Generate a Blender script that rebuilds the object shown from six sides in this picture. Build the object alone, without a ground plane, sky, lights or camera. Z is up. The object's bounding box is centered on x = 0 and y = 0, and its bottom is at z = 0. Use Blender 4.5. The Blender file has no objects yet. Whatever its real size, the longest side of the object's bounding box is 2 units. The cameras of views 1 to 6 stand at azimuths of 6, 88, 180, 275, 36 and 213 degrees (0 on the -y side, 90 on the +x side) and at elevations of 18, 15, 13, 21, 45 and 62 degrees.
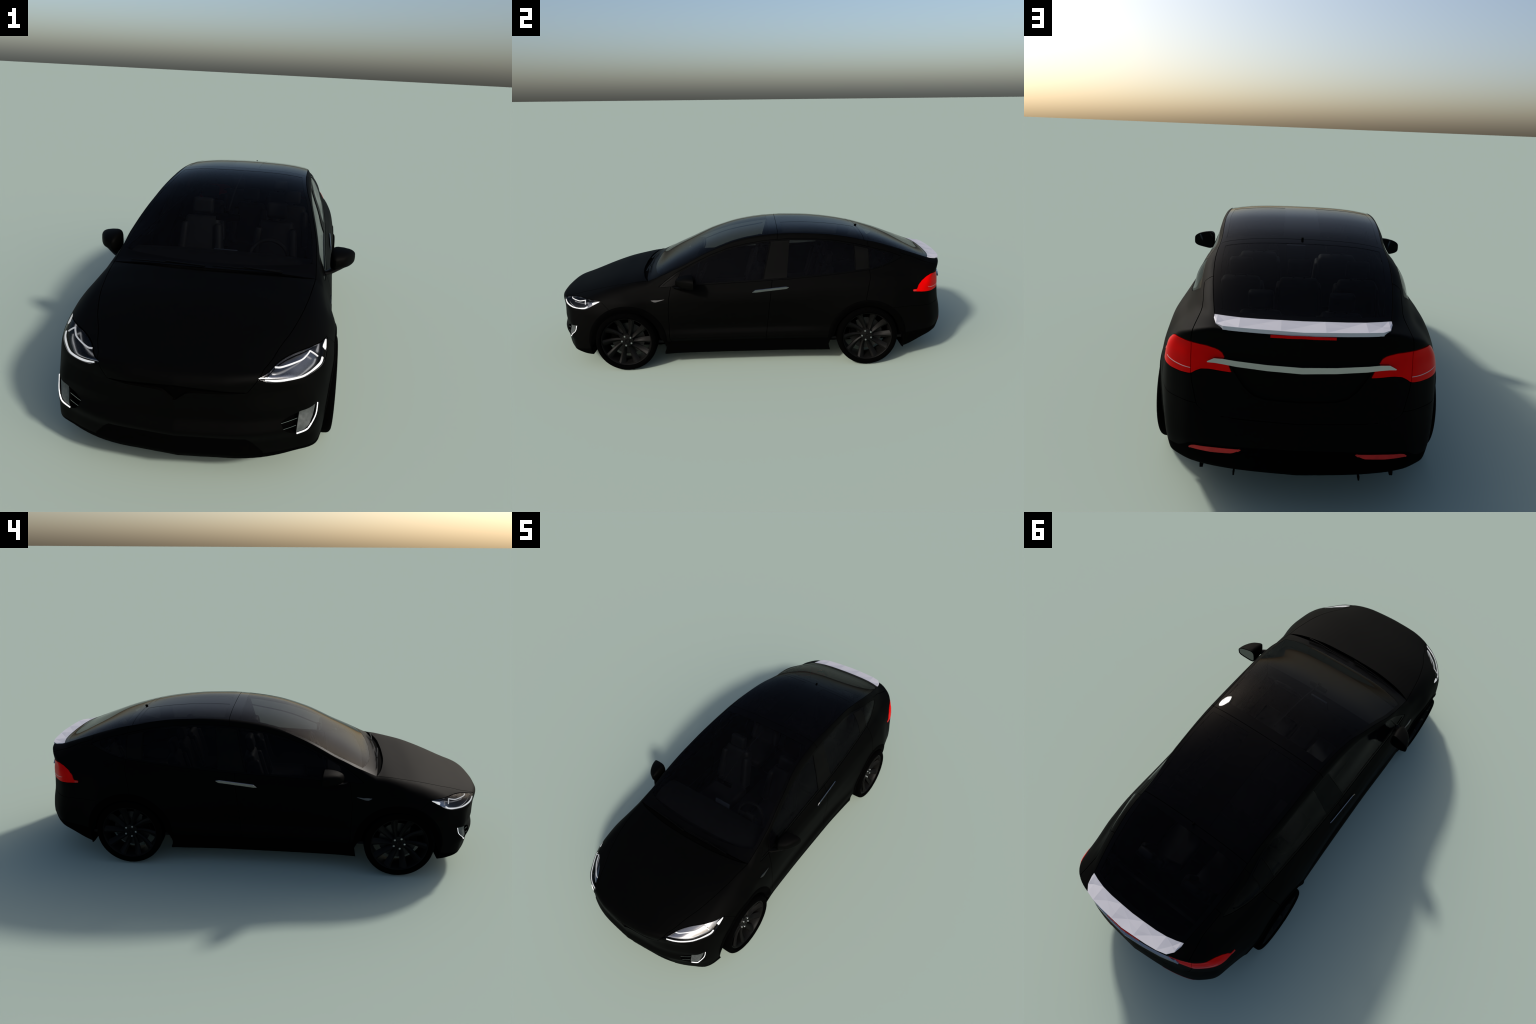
import math
import numpy as np

# ---------------------------------------------------------------- curve tools
def pchip(xs, ys):
    """monotone cubic through control points; returns a vectorised function"""
    xs = np.asarray(xs, float); ys = np.asarray(ys, float)
    h = np.diff(xs); d = np.diff(ys) / h
    m = np.zeros(len(xs))
    if len(xs) > 2:
        w1 = 2 * h[1:] + h[:-1]; w2 = h[1:] + 2 * h[:-1]
        ok = d[:-1] * d[1:] > 0
        den = np.where(ok, w1 / np.where(ok, d[:-1], 1) + w2 / np.where(ok, d[1:], 1), 1)
        m[1:-1] = np.where(ok, (w1 + w2) / den, 0)
    m[0] = d[0]; m[-1] = d[-1]
    def f(x):
        x = np.asarray(x, float)
        xc = np.clip(x, xs[0], xs[-1])
        i = np.clip(np.searchsorted(xs, xc) - 1, 0, len(xs) - 2)
        t = (xc - xs[i]) / h[i]
        a = (1 + 2 * t) * (1 - t) ** 2 * ys[i] + t * (1 - t) ** 2 * h[i] * m[i]
        a = a + t * t * (3 - 2 * t) * ys[i + 1] + t * t * (t - 1) * h[i] * m[i + 1]
        return a + np.where(x < xs[0], (x - xs[0]) * m[0], 0) + np.where(x > xs[-1], (x - xs[-1]) * m[-1], 0)
    return f

def curve(points):
    p = np.asarray(points, float)
    return pchip(p[:, 0], p[:, 1])

def smax(a, b, k):
    h = np.maximum(k - np.abs(a - b), 0)
    return np.maximum(a, b) + h * h / (4 * k)

# ---------------------------------------------------------------- body shape
# centre line of the top: nose, bonnet, windscreen, roof, back window, tail lip  (y, z)
top_line = curve([(-1.03, .272), (-1.0, .318), (-.985, .330), (-.965, .340), (-.94, .3485), (-.883, .3665), (-.813, .390),
    (-.749, .410), (-.686, .4265), (-.623, .438), (-.56, .449), (-.515, .455), (-.49, .465), (-.47, .476), (-.405, .510),
    (-.342, .5405), (-.28, .570), (-.217, .597), (-.156, .6175), (-.094, .635), (-.033, .647), (.03, .6555), (.09, .6605),
    (.15, .663), (.20, .6635), (.25, .663), (.31, .661), (.37, .6565), (.43, .650), (.494, .641), (.556, .6285), (.62, .6115),
    (.684, .592), (.746, .5695), (.81, .5435), (.85, .526), (.911, .502), (.979, .487), (1.02, .477)])
# how fast the top falls away from the centre line
crown = curve([(-1.0, .42), (-.93, .40), (-.86, .30), (-.8, .23), (-.7, .17), (-.55, .13), (-.50, .13), (-.47, .15), (-.4, .20), (-.3, .25), (0, .26), (.2, .25), (.4, .29), (.56, .35), (.75, .34), (.9, .22), (1.0, .10)])

# cross-sections of the flank: station y -> (z, half width) from sill to rail
SECTIONS = [
 (-.90, [(.04, .340), (.10, .353), (.20, .342), (.30, .312), (.36, .285), (.42, .248)]),
 (-.80, [(.04, .358), (.10, .371), (.20, .377), (.28, .373), (.34, .357), (.38, .328), (.44, .272)]),
 (-.72, [(.04, .371), (.10, .387), (.20, .397), (.28, .393), (.34, .375), (.38, .350), (.42, .316), (.48, .261)]),
 (-.62, [(.04, .376), (.10, .393), (.20, .403), (.28, .401), (.34, .389), (.38, .364), (.42, .335), (.46, .303), (.52, .254)]),
 (-.50, [(.04, .364), (.10, .381), (.20, .387), (.28, .384), (.34, .378), (.38, .363), (.42, .344), (.445, .328), (.48, .300), (.54, .269)]),
 (-.35, [(.04, .352), (.10, .366), (.135, .372), (.16, .386), (.18, .385), (.205, .379), (.28, .384), (.34, .380), (.38, .372), (.42, .353), (.46, .334), (.52, .314), (.58, .288), (.62, .267)]),
 (-.10, [(.04, .349), (.10, .362), (.135, .368), (.16, .382), (.18, .381), (.205, .372), (.28, .379), (.34, .381), (.38, .373), (.42, .352), (.46, .336), (.52, .317), (.58, .291), (.62, .273), (.66, .246)]),
 (.12, [(.04, .350), (.10, .362), (.135, .368), (.16, .383), (.18, .382), (.205, .371), (.28, .378), (.34, .381), (.38, .374), (.42, .355), (.46, .335), (.52, .313), (.58, .289), (.62, .275), (.66, .254)]),
 (.35, [(.04, .360), (.10, .371), (.135, .376), (.16, .386), (.18, .386), (.205, .383), (.28, .386), (.34, .382), (.39, .371), (.43, .351), (.46, .332), (.52, .306), (.58, .279), (.62, .263), (.66, .242)]),
 (.56, [(.04, .374), (.10, .394), (.20, .401), (.28, .397), (.34, .386), (.40, .371), (.44, .346), (.475, .320), (.52, .306), (.56, .284), (.60, .245), (.64, .222)]),
 (.68, [(.04, .366), (.10, .386), (.20, .394), (.28, .391), (.34, .382), (.40, .363), (.435, .343), (.465, .315), (.49, .300), (.52, .289), (.56, .265), (.60, .240)]),
 (.78, [(.04, .328), (.10, .347), (.20, .363), (.28, .365), (.34, .358), (.40, .346), (.435, .325), (.465, .297), (.49, .280), (.52, .260), (.56, .230)]),
 (.90, [(.04, .301), (.10, .315), (.20, .334), (.28, .338), (.34, .339), (.40, .329), (.45, .303), (.48, .260), (.50, .226), (.54, .204)]),
 (1.0, [(.04, .28), (.10, .30), (.20, .31), (.28, .31), (.34, .30), (.40, .285), (.45, .25), (.48, .215), (.50, .19), (.54, .17)]),
]
ZG = np.linspace(.0, .72, 181); YG = np.linspace(-1.06, 1.06, 425)
_rows = np.array([curve(s)(ZG) for _, s in SECTIONS])
_ys = [y for y, _ in SECTIONS]
_WG = np.array([pchip(_ys, _rows[:, j])(YG) for j in range(len(ZG))]).T
def half_width(y, z):
    a = np.clip((y - YG[0]) / (YG[1] - YG[0]), 0, len(YG) - 1.001); b = np.clip((z - ZG[0]) / (ZG[1] - ZG[0]), 0, len(ZG) - 1.001)
    i = a.astype(int); j = b.astype(int); a = a - i; b = b - j
    return (_WG[i, j] * (1 - a) * (1 - b) + _WG[i + 1, j] * a * (1 - b) + _WG[i, j + 1] * (1 - a) * b + _WG[i + 1, j + 1] * a * b)

nose_plan = curve([(0, -.992), (.10, -.982), (.15, -.975), (.20, -.963), (.25, -.944), (.30, -.918), (.35, -.887), (.38, -.838), (.41, -.754)])
nose_rake = curve([(.03, .130), (.05, .080), (.07, .045), (.10, .019), (.14, .012), (.172, -.002), (.19, .003), (.207, .008), (.225, .006), (.25, .002), (.27, -.001), (.30, -.007), (.33, -.010), (.40, .012)])
tail_plan = curve([(0, .988), (.139, .975), (.20, .964), (.264, .943), (.30, .917), (.335, .879), (.36, .822), (.39, .733)])
tail_rake = curve([(.02, .209), (.04, .157), (.06, .112), (.08, .088), (.10, .055), (.14, .003), (.20, -.011), (.24, -.007), (.30, .005), (.35, .010), (.40, .013), (.43, .018), (.46, .0145), (.49, .009), (.55, .03)])

floor_line = curve([(-1, .075), (-.92, .060), (-.8, .065), (-.44, .066), (.38, .068), (.75, .072), (.85, .085), (.93, .098), (1.0, .14)])
floor_curl = curve([(-1, .34), (-.92, .34), (-.8, .08), (-.44, 0), (.38, 0), (.75, 0), (.93, .4), (1, .4)])

def top(x, y):
    # flat in the middle, curling down towards the rails
    x2 = x * x
    return top_line(y) - crown(y) * (.3 * x2 + .7 * x2 * x2 / .065)

def body(P):
    """implicit car body: negative inside"""
    x = np.abs(P[..., 0]); y = P[..., 1]; z = P[..., 2]
    side = x - half_width(y, z)
    roof = z - top(x, y)
    fillet = np.interp(y, [-.75, -.52, -.45, .6, .9, 1.0], [.030, .022, .010, .010, .02, .02])
    f = smax(side, roof, fillet)
    front = .011 * np.clip((x - .12) / .1, 0, 1) * np.clip((z - .235) / .05, 0, 1) + nose_plan(x) + nose_rake(z) * (1 - .35 * np.clip((x - .1) / .25, 0, 1)) - y
    back = y - (tail_plan(x) - tail_rake(z) + .011 * np.clip(1 - (x / .2) ** 2, 0, 1) * np.clip(1 - np.abs(z - .43) / .08, 0, 1))
    f = smax(f, front, .02)
    f = smax(f, back, .012)
    f = smax(f, floor_line(y) + floor_curl(y) * x * x - z, .01)
    return f

def surface_normal(P, e=1e-3):
    g = np.stack([body(P + d) - body(P - d) for d in np.eye(3) * e], -1)
    g[..., 0] = np.where(np.abs(P[..., 0]) < 1e-6, 0, g[..., 0])
    return g / (np.linalg.norm(g, axis=-1, keepdims=True) + 1e-12)

def shoot(O, D, far=1.3, steps=26):
    lo = np.zeros(len(O)); hi = np.full(len(O), far)
    for _ in range(steps):
        mid = (lo + hi) / 2
        inside = body(O + D * mid[:, None]) < 0
        lo = np.where(inside, mid, lo); hi = np.where(inside, hi, mid)
    return O + D * ((lo + hi) / 2)[:, None]
# ---------------------------------------------------------------- END CORE
import bpy

# ---------------------------------------------------------------- materials
def principled(name, colour, rough=.5, metal=0., spec=.5, coat=0., emit=None, noise=0., grain=0., scale=60.):
    m = bpy.data.materials.new(name); m.use_nodes = True
    nt = m.node_tree; b = nt.nodes["Principled BSDF"]
    b.inputs["Base Color"].default_value = (*colour, 1)
    b.inputs["Roughness"].default_value = rough
    b.inputs["Metallic"].default_value = metal
    b.inputs["Specular IOR Level"].default_value = spec
    b.inputs["Coat Weight"].default_value = coat
    if emit:
        b.inputs["Emission Color"].default_value = (*emit[0], 1); b.inputs["Emission Strength"].default_value = emit[1]
    if noise or grain:
        tc = nt.nodes.new("ShaderNodeTexCoord"); n = nt.nodes.new("ShaderNodeTexNoise")
        n.inputs["Scale"].default_value = scale; n.inputs["Detail"].default_value = 3
        nt.links.new(tc.outputs["Object"], n.inputs["Vector"])
        if noise:
            r = nt.nodes.new("ShaderNodeValToRGB")
            r.color_ramp.elements[0].position = .3; r.color_ramp.elements[1].position = .7
            r.color_ramp.elements[0].color = (*[c * (1 - noise) for c in colour], 1)
            r.color_ramp.elements[1].color = (*[min(1, c * (1 + noise)) for c in colour], 1)
            nt.links.new(n.outputs["Fac"], r.inputs["Fac"]); nt.links.new(r.outputs["Color"], b.inputs["Base Color"])
        if grain:
            bp = nt.nodes.new("ShaderNodeBump"); bp.inputs["Strength"].default_value = grain; bp.inputs["Distance"].default_value = .002
            nt.links.new(n.outputs["Fac"], bp.inputs["Height"]); nt.links.new(bp.outputs["Normal"], b.inputs["Normal"])
    return m

def tinted_glass(name, tint, body=.5, rough=.02, ior=1.5):
    """thin tinted pane: part of the light passes, tinted; the rest meets a dark glossy sheet"""
    m = bpy.data.materials.new(name); m.use_nodes = True
    nt = m.node_tree; b = nt.nodes["Principled BSDF"]; out = nt.nodes["Material Output"]
    b.inputs["Base Color"].default_value = (.0015, .0015, .002, 1); b.inputs["Roughness"].default_value = rough; b.inputs["IOR"].default_value = ior
    t = nt.nodes.new("ShaderNodeBsdfTransparent"); t.inputs["Color"].default_value = (*tint, 1)
    mix = nt.nodes.new("ShaderNodeMixShader")
    lw = nt.nodes.new("ShaderNodeFresnel"); lw.inputs["IOR"].default_value = ior
    mp = nt.nodes.new("ShaderNodeMapRange"); mp.inputs["From Min"].default_value = .012; mp.inputs["From Max"].default_value = .8
    mp.inputs["To Min"].default_value = body; mp.inputs["To Max"].default_value = 1.0
    nt.links.new(lw.outputs[0], mp.inputs["Value"]); nt.links.new(mp.outputs[0], mix.inputs["Fac"])
    nt.links.new(t.outputs[0], mix.inputs[1]); nt.links.new(b.outputs[0], mix.inputs[2]); nt.links.new(mix.outputs[0], out.inputs["Surface"])
    return m

PAINT = principled("black_paint", (.0005, .0005, .0004), .62, 0, .032, noise=.12, scale=9)
TRIM = principled("black_plastic", (.0006, .0006, .0006), .8, 0, .01, noise=.2, scale=80)
GLOSS_TRIM = principled("gloss_black_trim", (.0012, .0012, .0012), .3, 0, .03, noise=.1, scale=30)
FRIT = principled("black_glass_border", (.0012, .0012, .0015), .025, 0, .028, noise=.1, scale=30)
GLASS = tinted_glass("tinted_glass", (.80, .84, .85), .55, ior=1.15)
SIDE_GLASS = tinted_glass("dark_side_glass", (.7, .7, .71), .74, rough=.1, ior=1.12)
ROOF_GLASS = tinted_glass("dark_roof_glass", (.45, .46, .5), .9, ior=1.10)
LENS = tinted_glass("clear_lens", (.95, .96, .97), .12)
CHROME = principled("chrome", (.33, .34, .34), .16, 1, noise=.04, scale=15)
DARK_CHROME = principled("lamp_reflector", (.40, .40, .41), .2, 1, noise=.1, scale=25)
FOG = principled("fog_reflector", (.12, .13, .13), .72, 1, noise=.2, grain=.25, scale=90)  # metal greyed down to the tone of reflected ground, against sun hot spots
LED = principled("led_white", (.9, .9, .9), .3, emit=((1, 1, 1), .75), noise=.03, scale=40)
RED = principled("red_lens", (.56, .0, .0), .3, 0, .04, noise=.06, scale=20)
RED_DULL = principled("red_reflector", (.42, .018, .016), .35, 0, .15, noise=.15, scale=40)
SPOILER = principled("bare_grey_primer", (.45, .44, .47), .45, 0, .3, noise=.03, scale=12)
RUBBER = principled("tyre_rubber", (.0006, .0006, .0006), .9, 0, .01, noise=.3, grain=.2, scale=120)
RIM = principled("dark_alloy", (.0045, .0044, .0042), .45, .25, .07, noise=.15, scale=40)
STEEL = principled("brushed_steel", (.30, .31, .31), .35, 1, noise=.15, scale=60)
DISC = principled("darkened_brake_steel", (.02, .02, .019), .5, .6, noise=.2, scale=60)  # bright steel coloured near black, with the shade inside the wheel baked in
HANDLE = principled("darkened_chrome", (.20, .20, .20), .2, 1, noise=.05, scale=15)  # chrome base lowered until the handle shows the ground reflection's tone
WIND_FRIT = principled("windscreen_border", (.0012, .0012, .0014), .35, 0, .022, noise=.1, scale=30)
PILLAR = principled("satin_black_pillar", (.0018, .0018, .0017), .55, 0, .035, noise=.1, scale=20)
BADGE = principled("dull_metal", (.07, .07, .07), .4, 1, noise=.1, scale=60)
STRIP = principled("pale_lens_strip", (.85, .85, .86), .25, emit=((1, 1, 1), .45), noise=.03, scale=40)
DIMMED_STRIP = principled("dimmed_white_strip", (.50, .28, .28), .2, noise=.03, scale=40)  # white strip, colour dimmed to the dullness of the lamp's shaded side
SEAT = principled("dark_upholstery", (.008, .008, .009), .6, 0, .2, noise=.15, scale=50)
CABIN = principled("dark_cabin_plastic", (.006, .006, .0065), .7, 0, .15, noise=.2, scale=40)
SCREEN = principled("screen_glass", (.03, .035, .05), .1, 0, .5, noise=.05, scale=10)

# ---------------------------------------------------------------- objects
scene = bpy.context.scene
def empty(name, parent=None, loc=(0, 0, 0)):
    o = bpy.data.objects.new(name, None); scene.collection.objects.link(o); o.location = loc
    if parent: o.parent = parent
    return o

car = empty("electric_car")
car["label"] = "black electric family car with glass roof and light grey spoiler"
car["category"] = "car"

def add(name, mesh, mat, parent=car, kind=None, loc=None):
    o = bpy.data.objects.new(name, mesh); scene.collection.objects.link(o)
    if mat is not None and not len(mesh.materials): mesh.materials.append(mat)
    o.parent = parent
    if loc is not None: o.location = loc
    if kind: o["kind"] = kind
    return o

def to_mesh(name, V, F, smooth=True, normals=None):
    me = bpy.data.meshes.new(name)
    me.from_pydata([tuple(map(float, v)) for v in V], [], [tuple(map(int, f)) for f in F])
    me.update()
    if smooth: me.polygons.foreach_set("use_smooth", [True] * len(me.polygons))
    if normals is not None: me.normals_split_custom_set_from_vertices([tuple(map(float, n)) for n in normals])
    return me

def smooth_by_angle(me, deg=35):
    me.polygons.foreach_set("use_smooth", [True] * len(me.polygons))
    me.set_sharp_from_angle(angle=math.radians(deg))
    return me

def mirrored(V, F):
    return np.asarray(V) * [-1, 1, 1], [tuple(reversed(f)) for f in F]

def both_sides(name, V, F, mat, parent=car, smooth=30, kind=None):
    out = []
    for v, f in ((np.asarray(V), F), mirrored(V, F)):
        me = to_mesh(name, v, f, smooth=bool(smooth))
        if smooth: smooth_by_angle(me, smooth)
        out.append(add(name, me, mat, parent, kind))
    return out

def merge(*parts):
    V = []; F = []; n = 0
    for v, f in parts:
        V.append(np.asarray(v, float)); F += [tuple(i + n for i in q) for q in f]; n += len(v)
    return np.vstack(V), F

# ---------------------------------------------------------------- right half of the body skin
def body_skin():
    ends = .70; z0 = .30
    ny, nr, ne = 250, 230, 64
    th = np.linspace(0, math.pi, nr + 1)
    ring = np.stack([np.sin(th), 0 * th, np.cos(th)], -1); ring[0, 0] = ring[-1, 0] = 0
    rows = []
    fan = np.linspace(0, 1, ne + 1)[1:] * math.pi / 2
    for a in fan[::-1]:
        rows.append((-ends, ring * math.cos(a) + np.array([0, -math.sin(a), 0])))
    for y in np.linspace(-ends, ends, ny): rows.append((y, ring))
    for a in fan: rows.append((ends, ring * math.cos(a) + np.array([0, math.sin(a), 0])))
    O = np.concatenate([np.tile([0, y, z0], (nr + 1, 1)) for y, _ in rows]); D = np.concatenate([d for _, d in rows])
    V = shoot(O, D)
    V[np.abs(V[:, 0]) < 1e-7, 0] = 0
    n = nr + 1; i, j = np.meshgrid(np.arange(len(rows) - 1), np.arange(nr), indexing="ij")
    a = (i * n + j).ravel(); b = a + 1; c = a + n; d = c + 1
    T = np.concatenate([np.stack([a, c, b], -1), np.stack([b, c, d], -1)])
    area = np.linalg.norm(np.cross(V[T[:, 1]] - V[T[:, 0]], V[T[:, 2]] - V[T[:, 0]]), axis=1)
    T = T[area > 1e-9]
    g = surface_normal(V[T].mean(1)); fn = np.cross(V[T[:, 1]] - V[T[:, 0]], V[T[:, 2]] - V[T[:, 0]])
    flip = (g * fn).sum(1) < 0
    T[flip] = T[flip][:, ::-1]
    return V, T

class Skin:
    """triangle skin that can be cut along level lines of a field and labelled piece by piece"""
    def __init__(self, V, T):
        self.V, self.T = V, T; self.lab = np.array(["body"] * len(T), dtype=object)
    def split(self, field, on):
        V, T = self.V, self.T
        f = field(V); f = np.where(np.abs(f) < 2e-5, 2e-5, f)
        pick = np.isin(self.lab, on)
        s = f[T] < 0
        cut = pick & (s.any(1) & ~s.all(1))
        idx = np.where(cut)[0]
        if len(idx):
            tri = T[idx]
            # rotate so vertex 0 is the lone one
            sg = s[idx]; lone = np.where((sg.sum(1) == 1)[:, None], sg, ~sg).argmax(1)
            tri = np.stack([tri[np.arange(len(tri)), (lone + k) % 3] for k in range(3)], -1)
            e = np.concatenate([tri[:, [0, 1]], tri[:, [0, 2]]]); es = np.sort(e, 1)
            u, inv = np.unique(es, axis=0, return_inverse=True); inv = inv.ravel()
            fa, fb = f[u[:, 0]], f[u[:, 1]]; t = (fa / (fa - fb))[:, None]
            P = V[u[:, 0]] * (1 - t) + V[u[:, 1]] * t
            n0 = len(V); self.V = np.vstack([V, P])
            p = n0 + inv[:len(tri)]; q = n0 + inv[len(tri):]
            new = np.concatenate([np.stack([tri[:, 0], p, q], -1), np.stack([p, tri[:, 1], tri[:, 2]], -1), np.stack([p, tri[:, 2], q], -1)])
            lab = np.tile(self.lab[idx], 3)
            keep = ~cut
            self.T = np.vstack([T[keep], new]); self.lab = np.concatenate([self.lab[keep], lab])
    def carve(self, name, field, on=("body",), gap=0., gap_name="panel_gap"):
        on = list(on)
        if gap:
            self.split(lambda P: field(P) - gap, on)
            c = self.V[self.T].mean(1); m = np.isin(self.lab, on) & (field(c) < gap)
            self.lab[m] = "__tmp"
            self.split(lambda P: field(P) + gap, ["__tmp"])
            c = self.V[self.T].mean(1); m = self.lab == "__tmp"; ins = field(c) < -gap
            self.lab[m & ins] = name; self.lab[m & ~ins] = gap_name
        else:
            self.split(field, on)
            c = self.V[self.T].mean(1); m = np.isin(self.lab, on) & (field(c) < 0)
            self.lab[m] = name

def polygon_field(project, pts, gate=None):
    pts = np.asarray(pts, float); A = pts; B = np.roll(pts, -1, 0)
    def f(P):
        q = project(P); d = np.full(len(P), 1e9); wn = np.zeros(len(P), bool)
        for a, b in zip(A, B):
            e = b - a; w = q - a
            t = np.clip((w @ e) / (e @ e), 0, 1)
            d = np.minimum(d, np.linalg.norm(w - t[:, None] * e, axis=1))
            c = ((a[1] <= q[:, 1]) != (b[1] <= q[:, 1]))
            xi = a[0] + (q[:, 1] - a[1]) / np.where(b[1] == a[1], 1e-9, b[1] - a[1]) * e[0]
            wn ^= c & (q[:, 0] < xi)
        s = np.where(wn, -d, d)
        if gate is not None: s = np.where(gate(P), s, np.maximum(s, .02))
        return s
    return f

def spline(pts, n=8, closed=False):
    """Catmull-Rom through the points"""
    p = np.asarray(pts, float)
    q = np.vstack([p[-1], p, p[0], p[1]]) if closed else np.vstack([2 * p[0] - p[1], p, 2 * p[-1] - p[-2]])
    out = []
    for i in range(1, len(q) - 2):
        for t in np.arange(n) / n:
            out.append(.5 * (2 * q[i] + (q[i + 1] - q[i - 1]) * t + (2 * q[i - 1] - 5 * q[i] + 4 * q[i + 1] - q[i + 2]) * t ** 2 + (3 * q[i] - q[i - 1] - 3 * q[i + 1] + q[i + 2]) * t ** 3))
    if not closed: out.append(q[-2])
    return np.array(out)

side = lambda P: P[:, [1, 2]]
face = lambda P: P[:, [0, 2]]
plan = lambda P: P[:, [0, 1]]
def wrap_back(P): return np.stack([np.arctan2(P[:, 0], P[:, 1] - .55) * .40, P[:, 2]], -1)
def wrap_front(P): return np.stack([np.arctan2(P[:, 0], -(P[:, 1] + .60)) * .38, P[:, 2]], -1)
flank = lambda P: P[:, 0] > .18
at_front = lambda P: P[:, 1] < -.80
at_back = lambda P: P[:, 1] > .80

WHEELS = [(-.622, .149), (.562, .149)]
ARCHES = [(-.616, .141, .189), (.563, .139, .195)]

skin = Skin(*body_skin())
for cy, cz, r in ARCHES:
    skin.carve("wheel_arch", lambda P, cy=cy, cz=cz, r=r: np.where(P[:, 0] > .24, np.hypot(P[:, 1] - cy, P[:, 2] - cz) - r, .05))
skin.carve("underbody", lambda P: P[:, 2] - (floor_line(P[:, 1]) + floor_curl(P[:, 1]) * P[:, 0] ** 2 + .006))

# --- top: bonnet, cowl, windscreen, roof glass, back window
hood_edge = curve([(-1.0, .165), (-.97, .177), (-.944, .203), (-.894, .228), (-.853, .242), (-.785, .270), (-.682, .298), (-.554, .317), (-.50, .322)])
hood_back = curve([(0, -.562), (.12, -.558), (.216, -.545), (.28, -.530), (.325, -.511)])
cowl_back = lambda x: hood_back(x) + .024 * (1 - np.clip(x / .325, 0, 1) ** 4)
rail_edge = curve([(-.52, .322), (-.435, .320), (-.345, .314), (-.264, .301), (-.157, .283), (-.077, .267), (.05, .255), (.127, .252), (.28, .252), (.40, .247), (.51, .242), (.627, .244), (.747, .237), (.80, .230), (.89, .215), (.95, .205)])
glass_base = curve([(0, -.503), (.10, -.500), (.20, -.487), (.26, -.473), (.30, -.455)])
spoiler_front = curve([(0, .919), (.104, .915), (.16, .908), (.214, .892)])
spoiler_back = curve([(0, .979), (.12, .970), (.187, .956), (.200, .946), (.212, .915), (.216, .895)])

nose_slot = [(0, .307), (.04, .304), (.10, .299), (.172, .290), (.172, .287), (.10, .287), (.045, .287), (.030, .284), (.004, .262), (0, .262), (-.05, .262), (-.05, .307)]
skin.carve("nose_slot", polygon_field(face, nose_slot, at_front))
skin.carve("hood", lambda P: np.maximum.reduce([P[:, 0] - np.where(P[:, 1] < -.93, .177 + (P[:, 2] - .288) * .70, hood_edge(P[:, 1])), P[:, 1] - hood_back(P[:, 0]), .288 - P[:, 2], P[:, 1] + .3]), gap=.0011)
skin.carve("cowl", lambda P: np.maximum.reduce([P[:, 0] - rail_edge(P[:, 1]), P[:, 1] - cowl_back(P[:, 0]), hood_back(P[:, 0]) - P[:, 1], .40 - P[:, 2]]))
top_glass = lambda P: np.maximum.reduce([P[:, 0] - rail_edge(P[:, 1]), cowl_back(P[:, 0]) - P[:, 1], P[:, 1] - spoiler_front(P[:, 0]) - .004, .40 - P[:, 2]])
skin.carve("top_glass", top_glass, gap=.0008)
skin.carve("windshield", lambda P: np.maximum.reduce([P[:, 1] - .127, top_glass(P)]), on=("top_glass",), gap=.0010)
skin.carve("roof_glass", lambda P: P[:, 1] - (.556 + .05 * P[:, 0] ** 2), on=("top_glass",), gap=.0010)
skin.carve("rear_window", lambda P: .3 - P[:, 1], on=("top_glass",))
# clear areas inside the printed black borders
skin.carve("windshield_pane", lambda P: np.maximum.reduce([P[:, 0] - rail_edge(P[:, 1]) + .014, glass_base(P[:, 0]) - P[:, 1], P[:, 1] - .082]), on=("windshield",))
skin.carve("windshield_base", lambda P: P[:, 1] + .12, on=("windshield",))
skin.carve("roof_pane", lambda P: np.maximum.reduce([P[:, 0] - rail_edge(P[:, 1]) + .016, .055 - P[:, 0], .150 - P[:, 1], P[:, 1] - .535]), on=("roof_glass",))
skin.carve("rear_pane", lambda P: np.maximum.reduce([P[:, 0] - rail_edge(P[:, 1]) + .020, .585 - P[:, 1], P[:, 1] - spoiler_front(P[:, 0]) + .020]), on=("rear_window",))

# --- side glass band
band = [(-.457, .414), (-.427, .438), (-.371, .477), (-.292, .518), (-.203, .557), (-.121, .585), (-.041, .602), (.039, .615), (.103, .621),
        (.19, .6245), (.291, .621), (.40, .610), (.499, .592), (.575, .5755), (.655, .556), (.703, .540), (.742, .523),
        (.742, .519), (.699, .502), (.651, .485), (.576, .4705), (.444, .458), (.325, .448), (.172, .4385), (0, .4305), (-.15, .4245), (-.282, .419), (-.382, .416), (-.45, .412)]
skin.carve("window_surround", polygon_field(side, band, flank), gap=.0008)
inner = polygon_field(side, band, flank)
in_band = lambda P: inner(P) + .0075
slant = lambda P, y0, z0, y1, z1: (P[:, 1] - (y0 + (P[:, 2] - z0) * (y1 - y0) / (z1 - z0)))
front_pane = lambda P: np.maximum.reduce([in_band(P), slant(P, .046, .442, .079, .580), -slant(P, -.382, .418, -.345, .49) ])
skin.carve("front_window", front_pane, on=("window_surround",))
skin.carve("vent_window", lambda P: np.maximum(in_band(P), slant(P, -.390, .418, -.353, .49)), on=("window_surround",))
skin.carve("rear_side_window", lambda P: np.maximum.reduce([in_band(P), slant(P, .502, .473, .502, .583), -slant(P, .166, .446, .184, .617)]), on=("window_surround",))
quarter = spline([(.582, .480), (.64, .491), (.676, .502), (.698, .517), (.703, .530), (.690, .541), (.64, .553), (.582, .566)], 5, True)
skin.carve("quarter_window", polygon_field(side, quarter, flank), on=("window_surround",))

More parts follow.
